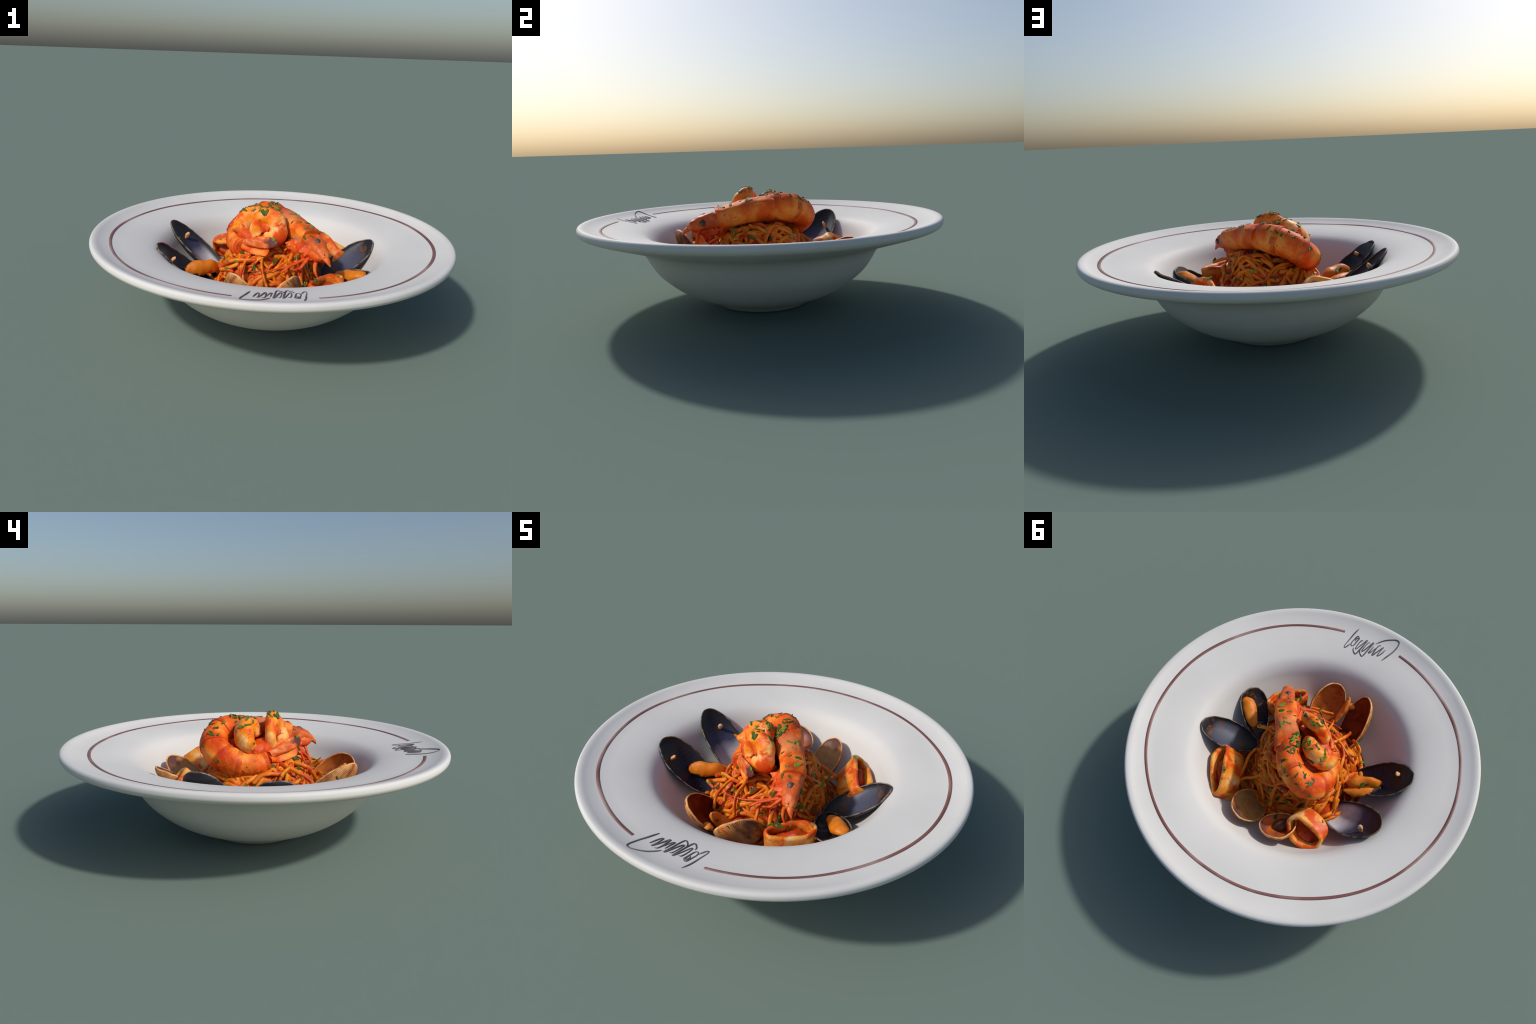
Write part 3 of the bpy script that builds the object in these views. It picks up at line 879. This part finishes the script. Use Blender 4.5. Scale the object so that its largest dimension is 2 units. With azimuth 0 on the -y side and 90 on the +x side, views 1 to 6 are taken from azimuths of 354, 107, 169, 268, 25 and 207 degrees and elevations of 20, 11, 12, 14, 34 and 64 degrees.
blob("mouth", prawn, [(0.226, -0.328, 0.483), (0.230, -0.336, 0.480), (0.235, -0.344, 0.474)], [0.005, 0.009, 0.005], DARK_MEAT, 5, 0.5, (0, -0.4, 0.9), 0.001, 10, 10)


def eye(c, r):
    n = 12
    a = np.linspace(0.05, np.pi - 0.05, n)
    P = V(*c) + np.c_[np.zeros(n), np.zeros(n), -np.cos(a) * r]
    v, f = sweep(P, np.sin(a) * r, None, V(1, 0, 0), 14)
    make("eye", lumps(v, 0.005, 55, 2) - PO, f, EYE, prawn)


eye((0.209, -0.262, 0.518), 0.020)
eye((0.243, -0.245, 0.489), 0.020)


def limb(name, pts, r0, r1, mat, seed, flat=0.7):
    s = spline(pts, 30)
    r = np.linspace(r0, r1, 30)
    P, w = caps(s, r0 * 0.7, 3)
    rr = np.r_[np.full(3, r0), r, np.full(3, r1)] * w
    v, f = sweep(P, rr, rr * flat, None, 9)
    make(name, lumps(v, 0.003, 30, seed) - PO, f, mat, prawn)


limb("antenna", [(0.155, -0.250, 0.425), (0.100, -0.262, 0.405), (0.020, -0.272, 0.380), (-0.060, -0.278, 0.366), (-0.137, -0.271, 0.362)], 0.010, 0.003, LEGS, 1)
limb("antenna", [(0.165, -0.245, 0.430), (0.110, -0.270, 0.410), (0.060, -0.295, 0.395), (0.020, -0.310, 0.370)], 0.012, 0.007, LEGS, 2)
limb("leg", [(0.210, -0.285, 0.440), (0.195, -0.305, 0.405), (0.198, -0.318, 0.365), (0.220, -0.322, 0.325)], 0.014, 0.004, LEGS, 40)
limb("leg", [(0.170, -0.255, 0.435), (0.140, -0.280, 0.405), (0.118, -0.290, 0.385), (0.085, -0.300, 0.380)], 0.014, 0.007, LEGS, 41)
limb("leg", [(0.120, -0.225, 0.440), (0.100, -0.255, 0.410), (0.105, -0.275, 0.370), (0.125, -0.290, 0.330)], 0.012, 0.006, LEGS, 42)
# lumpy mass of gills and roe under the head
blob("gill_mass", prawn, [(0.080, -0.100, 0.465), (0.110, -0.150, 0.462), (0.145, -0.200, 0.452), (0.175, -0.245, 0.440), (0.200, -0.275, 0.432)], [0.02, 0.042, 0.046, 0.038, 0.016], LEGS, 21, 1.0, (0, 0, 1), 0.022, 34, 50, scale=24)


def blade(name, base, tip, side, w, th, mat, seed, bulge=0.012):
    """One blade of the tail fan: a thick leaf with a midrib."""
    base, tip = V(*base), V(*tip)
    d = tip - base
    sd = unit(V(*side) - unit(d) * (V(*side) @ unit(d)))
    nrm = np.cross(unit(d), sd)
    n, m = 22, 14
    a = np.linspace(0, 2 * np.pi, m, endpoint=False)
    rows = []
    for i in range(n):
        t = i / (n - 1)
        hw = w * (0.30 + 0.70 * math.sin(math.pi * min(t * 0.62 + 0.12, 1))) * (1 if t < 0.82 else math.sqrt(max(1 - ((t - 0.82) / 0.18) ** 2, 0.01)))
        c = base + d * t + nrm * bulge * math.sin(math.pi * t)
        h = th * (1 - 0.7 * t)
        rows.append([c + sd * hw * math.cos(x) + nrm * (h * math.sin(x) + 0.3 * h * max(0, 1 - abs(math.cos(x)) * 4)) for x in a])
    v = np.array(rows).reshape(-1, 3)
    f = grid_faces(n, m) + [tuple(range(m))[::-1], tuple((n - 1) * m + j for j in range(m))]
    make(name, lumps(v, 0.004, 20, seed) - PO, f, mat, prawn)


fb = V(-0.162, -0.072, 0.427)
blade("telson", fb + V(0.005, 0, 0.012), (-0.030, -0.205, 0.478), (0.5, -0.2, -0.7), 0.022, 0.014, SHELL, 1)
blade("uropod", fb + V(0.0, 0.0, 0.03), (0.004, -0.246, 0.508), (0.6, -0.3, 0.8), 0.030, 0.012, UROPOD, 2)
blade("uropod", fb + V(-0.01, 0.0, 0.006), (-0.040, -0.225, 0.455), (-0.4, -0.3, -0.8), 0.032, 0.012, SHELL, 3)
blade("uropod", fb + V(0.02, 0.02, 0.03), (-0.035, -0.190, 0.500), (0.6, 0.4, 0.5), 0.026, 0.010, SHELL, 4)


# ---------------------------------------------------------- peeled shrimps
def shrimp(label, pts, ups, seed, flat=0.92):
    s = spline(pts, 80)
    up = spline(ups, 80)
    P, w = caps(s[:, :3], s[0, 3] * 0.7, 5)
    r = np.r_[np.full(5, s[0, 3]), s[:, 3], np.full(5, s[-1, 3])] * w
    up = np.vstack([np.tile(up[0], (5, 1)), up, np.tile(up[-1], (5, 1))])
    u = np.linspace(0, 1, len(P))
    # faint body segments: the flesh pinches at each joint
    r = r * (1 - 0.045 * np.exp(-(((u * 7) % 1.0 - 0.5) / 0.12) ** 2))
    v, f = sweep(P, r, r * flat, up, 30)
    v = lumps(v, 0.007, 14, seed)
    c = V(*P.mean(0))
    ob = make("peeled_shrimp", v - c, f, SHRIMP, None, tuple(c))
    ob["label"], ob["category"] = label, "shrimp"
    return ob


shrimp("small peeled shrimp curled into an upright ring",
       [(-0.098, -0.084, 0.485, 0.030), (-0.100, -0.080, 0.530, 0.037), (-0.088, -0.078, 0.572, 0.037), (-0.068, -0.082, 0.606, 0.041), (-0.040, -0.090, 0.614, 0.048), (-0.002, -0.110, 0.594, 0.051), (0.020, -0.130, 0.556, 0.050), (0.010, -0.148, 0.518, 0.048), (-0.022, -0.143, 0.500, 0.044), (-0.048, -0.130, 0.500, 0.034)],
       [(0.8, -0.3, 0)] + [(0.3, 0.9, 0)] * 8, 31, 0.76)
shrimp("plump peeled shrimp with a pointed tail",
       [(-0.050, -0.005, 0.545, 0.030), (-0.050, 0.012, 0.574, 0.044), (-0.073, 0.038, 0.588, 0.052), (-0.106, 0.058, 0.576, 0.058), (-0.138, 0.060, 0.548, 0.058), (-0.165, 0.050, 0.522, 0.054), (-0.188, 0.034, 0.512, 0.044), (-0.206, 0.020, 0.516, 0.028), (-0.222, 0.010, 0.528, 0.007)],
       [(0.3, 0.9, 0.2)] * 9, 32)

# red sauce lumps filling the curl of the prawn
sb = pasta
blob("sauce", sb, [(-0.19, 0.02, 0.455), (-0.15, 0.0, 0.475), (-0.10, -0.03, 0.475), (-0.05, -0.06, 0.47), (0.0, -0.09, 0.465), (0.05, -0.10, 0.46)], [0.02, 0.045, 0.055, 0.06, 0.055, 0.03], LEGS, 41, 0.9, (0, 0, 1), 0.016, 24, 40, scale=20)
blob("sauce", sb, [(-0.15, 0.11, 0.44), (-0.10, 0.09, 0.475), (-0.03, 0.07, 0.495), (0.04, 0.03, 0.48)], [0.03, 0.06, 0.065, 0.04], SAUCE, 42, 0.7, (0, 0, 1), 0.012, 24, 34, scale=20)


blob("sauce", sb, [(-0.13, 0.34, 0.26), (-0.18, 0.37, 0.25), (-0.24, 0.385, 0.25), (-0.29, 0.38, 0.26)], [0.02, 0.05, 0.05, 0.02], SAUCE, 43, 0.8, (0, 0, 1), 0.012, 20, 26, scale=20)

blob("sauce", sb, [(0.20, -0.39, 0.275), (0.245, -0.345, 0.275), (0.29, -0.31, 0.27), (0.325, -0.28, 0.265)], [0.03, 0.045, 0.045, 0.025], SAUCE, 44, 0.8, (0, 0, 1), 0.012, 20, 26, scale=20)
blob("sauce", sb, [(0.44, 0.16, 0.26), (0.41, 0.22, 0.285), (0.385, 0.29, 0.29), (0.355, 0.36, 0.265)], [0.015, 0.032, 0.034, 0.02], SAUCE, 45, 1.1, (-0.5, -0.2, 0.8), 0.01, 20, 26, scale=20)

blob("sauce", sb, [(-0.065, -0.085, 0.525), (-0.045, -0.098, 0.55), (-0.02, -0.115, 0.555), (-0.005, -0.125, 0.535)], [0.015, 0.028, 0.028, 0.015], LEGS, 46, 1.0, (0, 0, 1), 0.008, 18, 20, scale=30)

# ------------------------------------------------------------------ parsley
bpy.context.view_layer.update()
dg = bpy.context.evaluated_depsgraph_get()
bv, bf = [], []
for ob in bpy.data.objects:
    if ob.type != "MESH" or ob.name.startswith(("plate_body", "rim_")):
        continue
    o = len(bv)
    mw = ob.matrix_world
    bv += [mw @ q.co for q in ob.data.vertices]
    bf += [tuple(o + i for i in p.vertices) for p in ob.data.polygons]
tree = BVHTree.FromPolygons(bv, bf)

parsley = thing("chopped_parsley", "scattered bits of chopped green parsley", "herb")


def leaf_mesh(seed):
    g = np.random.default_rng(seed)
    L, W = g.uniform(0.8, 1.3), g.uniform(0.4, 0.8)
    n = 14
    a = np.linspace(0, 2 * np.pi, n, endpoint=False)
    rad = 1 + 0.22 * np.sin(a * 3 + g.uniform(0, 6)) + 0.12 * g.normal(size=n)
    x, y = np.cos(a) * rad * L / 2, np.sin(a) * rad * W / 2
    cup = g.uniform(0.1, 0.5)
    bend = lambda x, y: cup * (x**2 - 0.6 * y**2)
    v = []
    for s, off in ((1.0, 0.0), (0.9, 0.10)):
        v += [(p * s, q * s, bend(p, q) + off) for p, q in zip(x, y)]
    v += [(0, 0, 0.13), (0, 0, 0.0)]
    f = [(j, (j + 1) % n, n + (j + 1) % n, n + j) for j in range(n)] + [(n + j, n + (j + 1) % n, 2 * n) for j in range(n)] + [((j + 1) % n, j, 2 * n + 1) for j in range(n)]
    me = bpy.data.meshes.new("parsley_leaf")
    me.from_pydata(v, [], f)
    me.materials.append(LEAF)
    me.update()
    return me


leaves = [leaf_mesh(s) for s in range(8)]


def put_leaf(p, nrm, size, g):
    ob = bpy.data.objects.new("parsley_leaf", leaves[int(g.integers(8))])
    bpy.context.scene.collection.objects.link(ob)
    ob.parent = parsley
    n = Vector(nrm)
    t = Vector(g.normal(size=3))
    t = (t - n * t.dot(n)).normalized()
    n2 = (n + 0.12 * Vector(g.normal(size=3))).normalized()
    ob.rotation_mode = "QUATERNION"
    ob.rotation_quaternion = frame_quat(np.array(t), np.array(n2))
    s = size
    ob.scale = (s, s * g.uniform(0.6, 1.1), 0.018)
    ob.location = Vector(p) + n * 0.0005


def drop(origin, target, size, g):
    o = Vector(origin)
    d = (Vector(target) - o).normalized()
    hit = tree.ray_cast(o, d, 6)
    if hit[0] is not None:
        n = hit[1] if hit[1].dot(d) < 0 else -hit[1]
        put_leaf(hit[0], n, size, g)


g = np.random.default_rng(17)
# clusters seen on the prawn's back and between it and the shrimps
for c, s, k in [((0.015, 0.01, 0.60), 0.028, 16), ((0.0, 0.06, 0.60), 0.022, 14), ((-0.01, 0.14, 0.6), 0.05, 8), ((-0.1, 0.2, 0.56), 0.06, 8), ((-0.11, 0.06, 0.64), 0.04, 8), ((-0.03, -0.09, 0.66), 0.04, 4), ((0.1, -0.05, 0.6), 0.06, 7), ((0.17, -0.18, 0.57), 0.05, 4), ((-0.06, -0.17, 0.5), 0.05, 5)]:
    for _ in range(k):
        p = V(*c) + g.normal(size=3) * s * V(1, 1, 0.4)
        drop(p + V(-0.1, 0.1, 1.2) + V(*g.normal(size=3) * 0.3), p, g.uniform(0.018, 0.040), g)
# scattered over everything else
for _ in range(110):
    th, r = g.uniform(0, 2 * np.pi), 0.47 * math.sqrt(g.uniform(0.02, 1))
    p = V(r * math.cos(th), r * math.sin(th), 0.35)
    drop(p + unit(V(math.cos(th) * 1.2, math.sin(th) * 1.2, 1.0) + g.normal(size=3) * 0.4) * 0.9, p, g.uniform(0.016, 0.042), g)
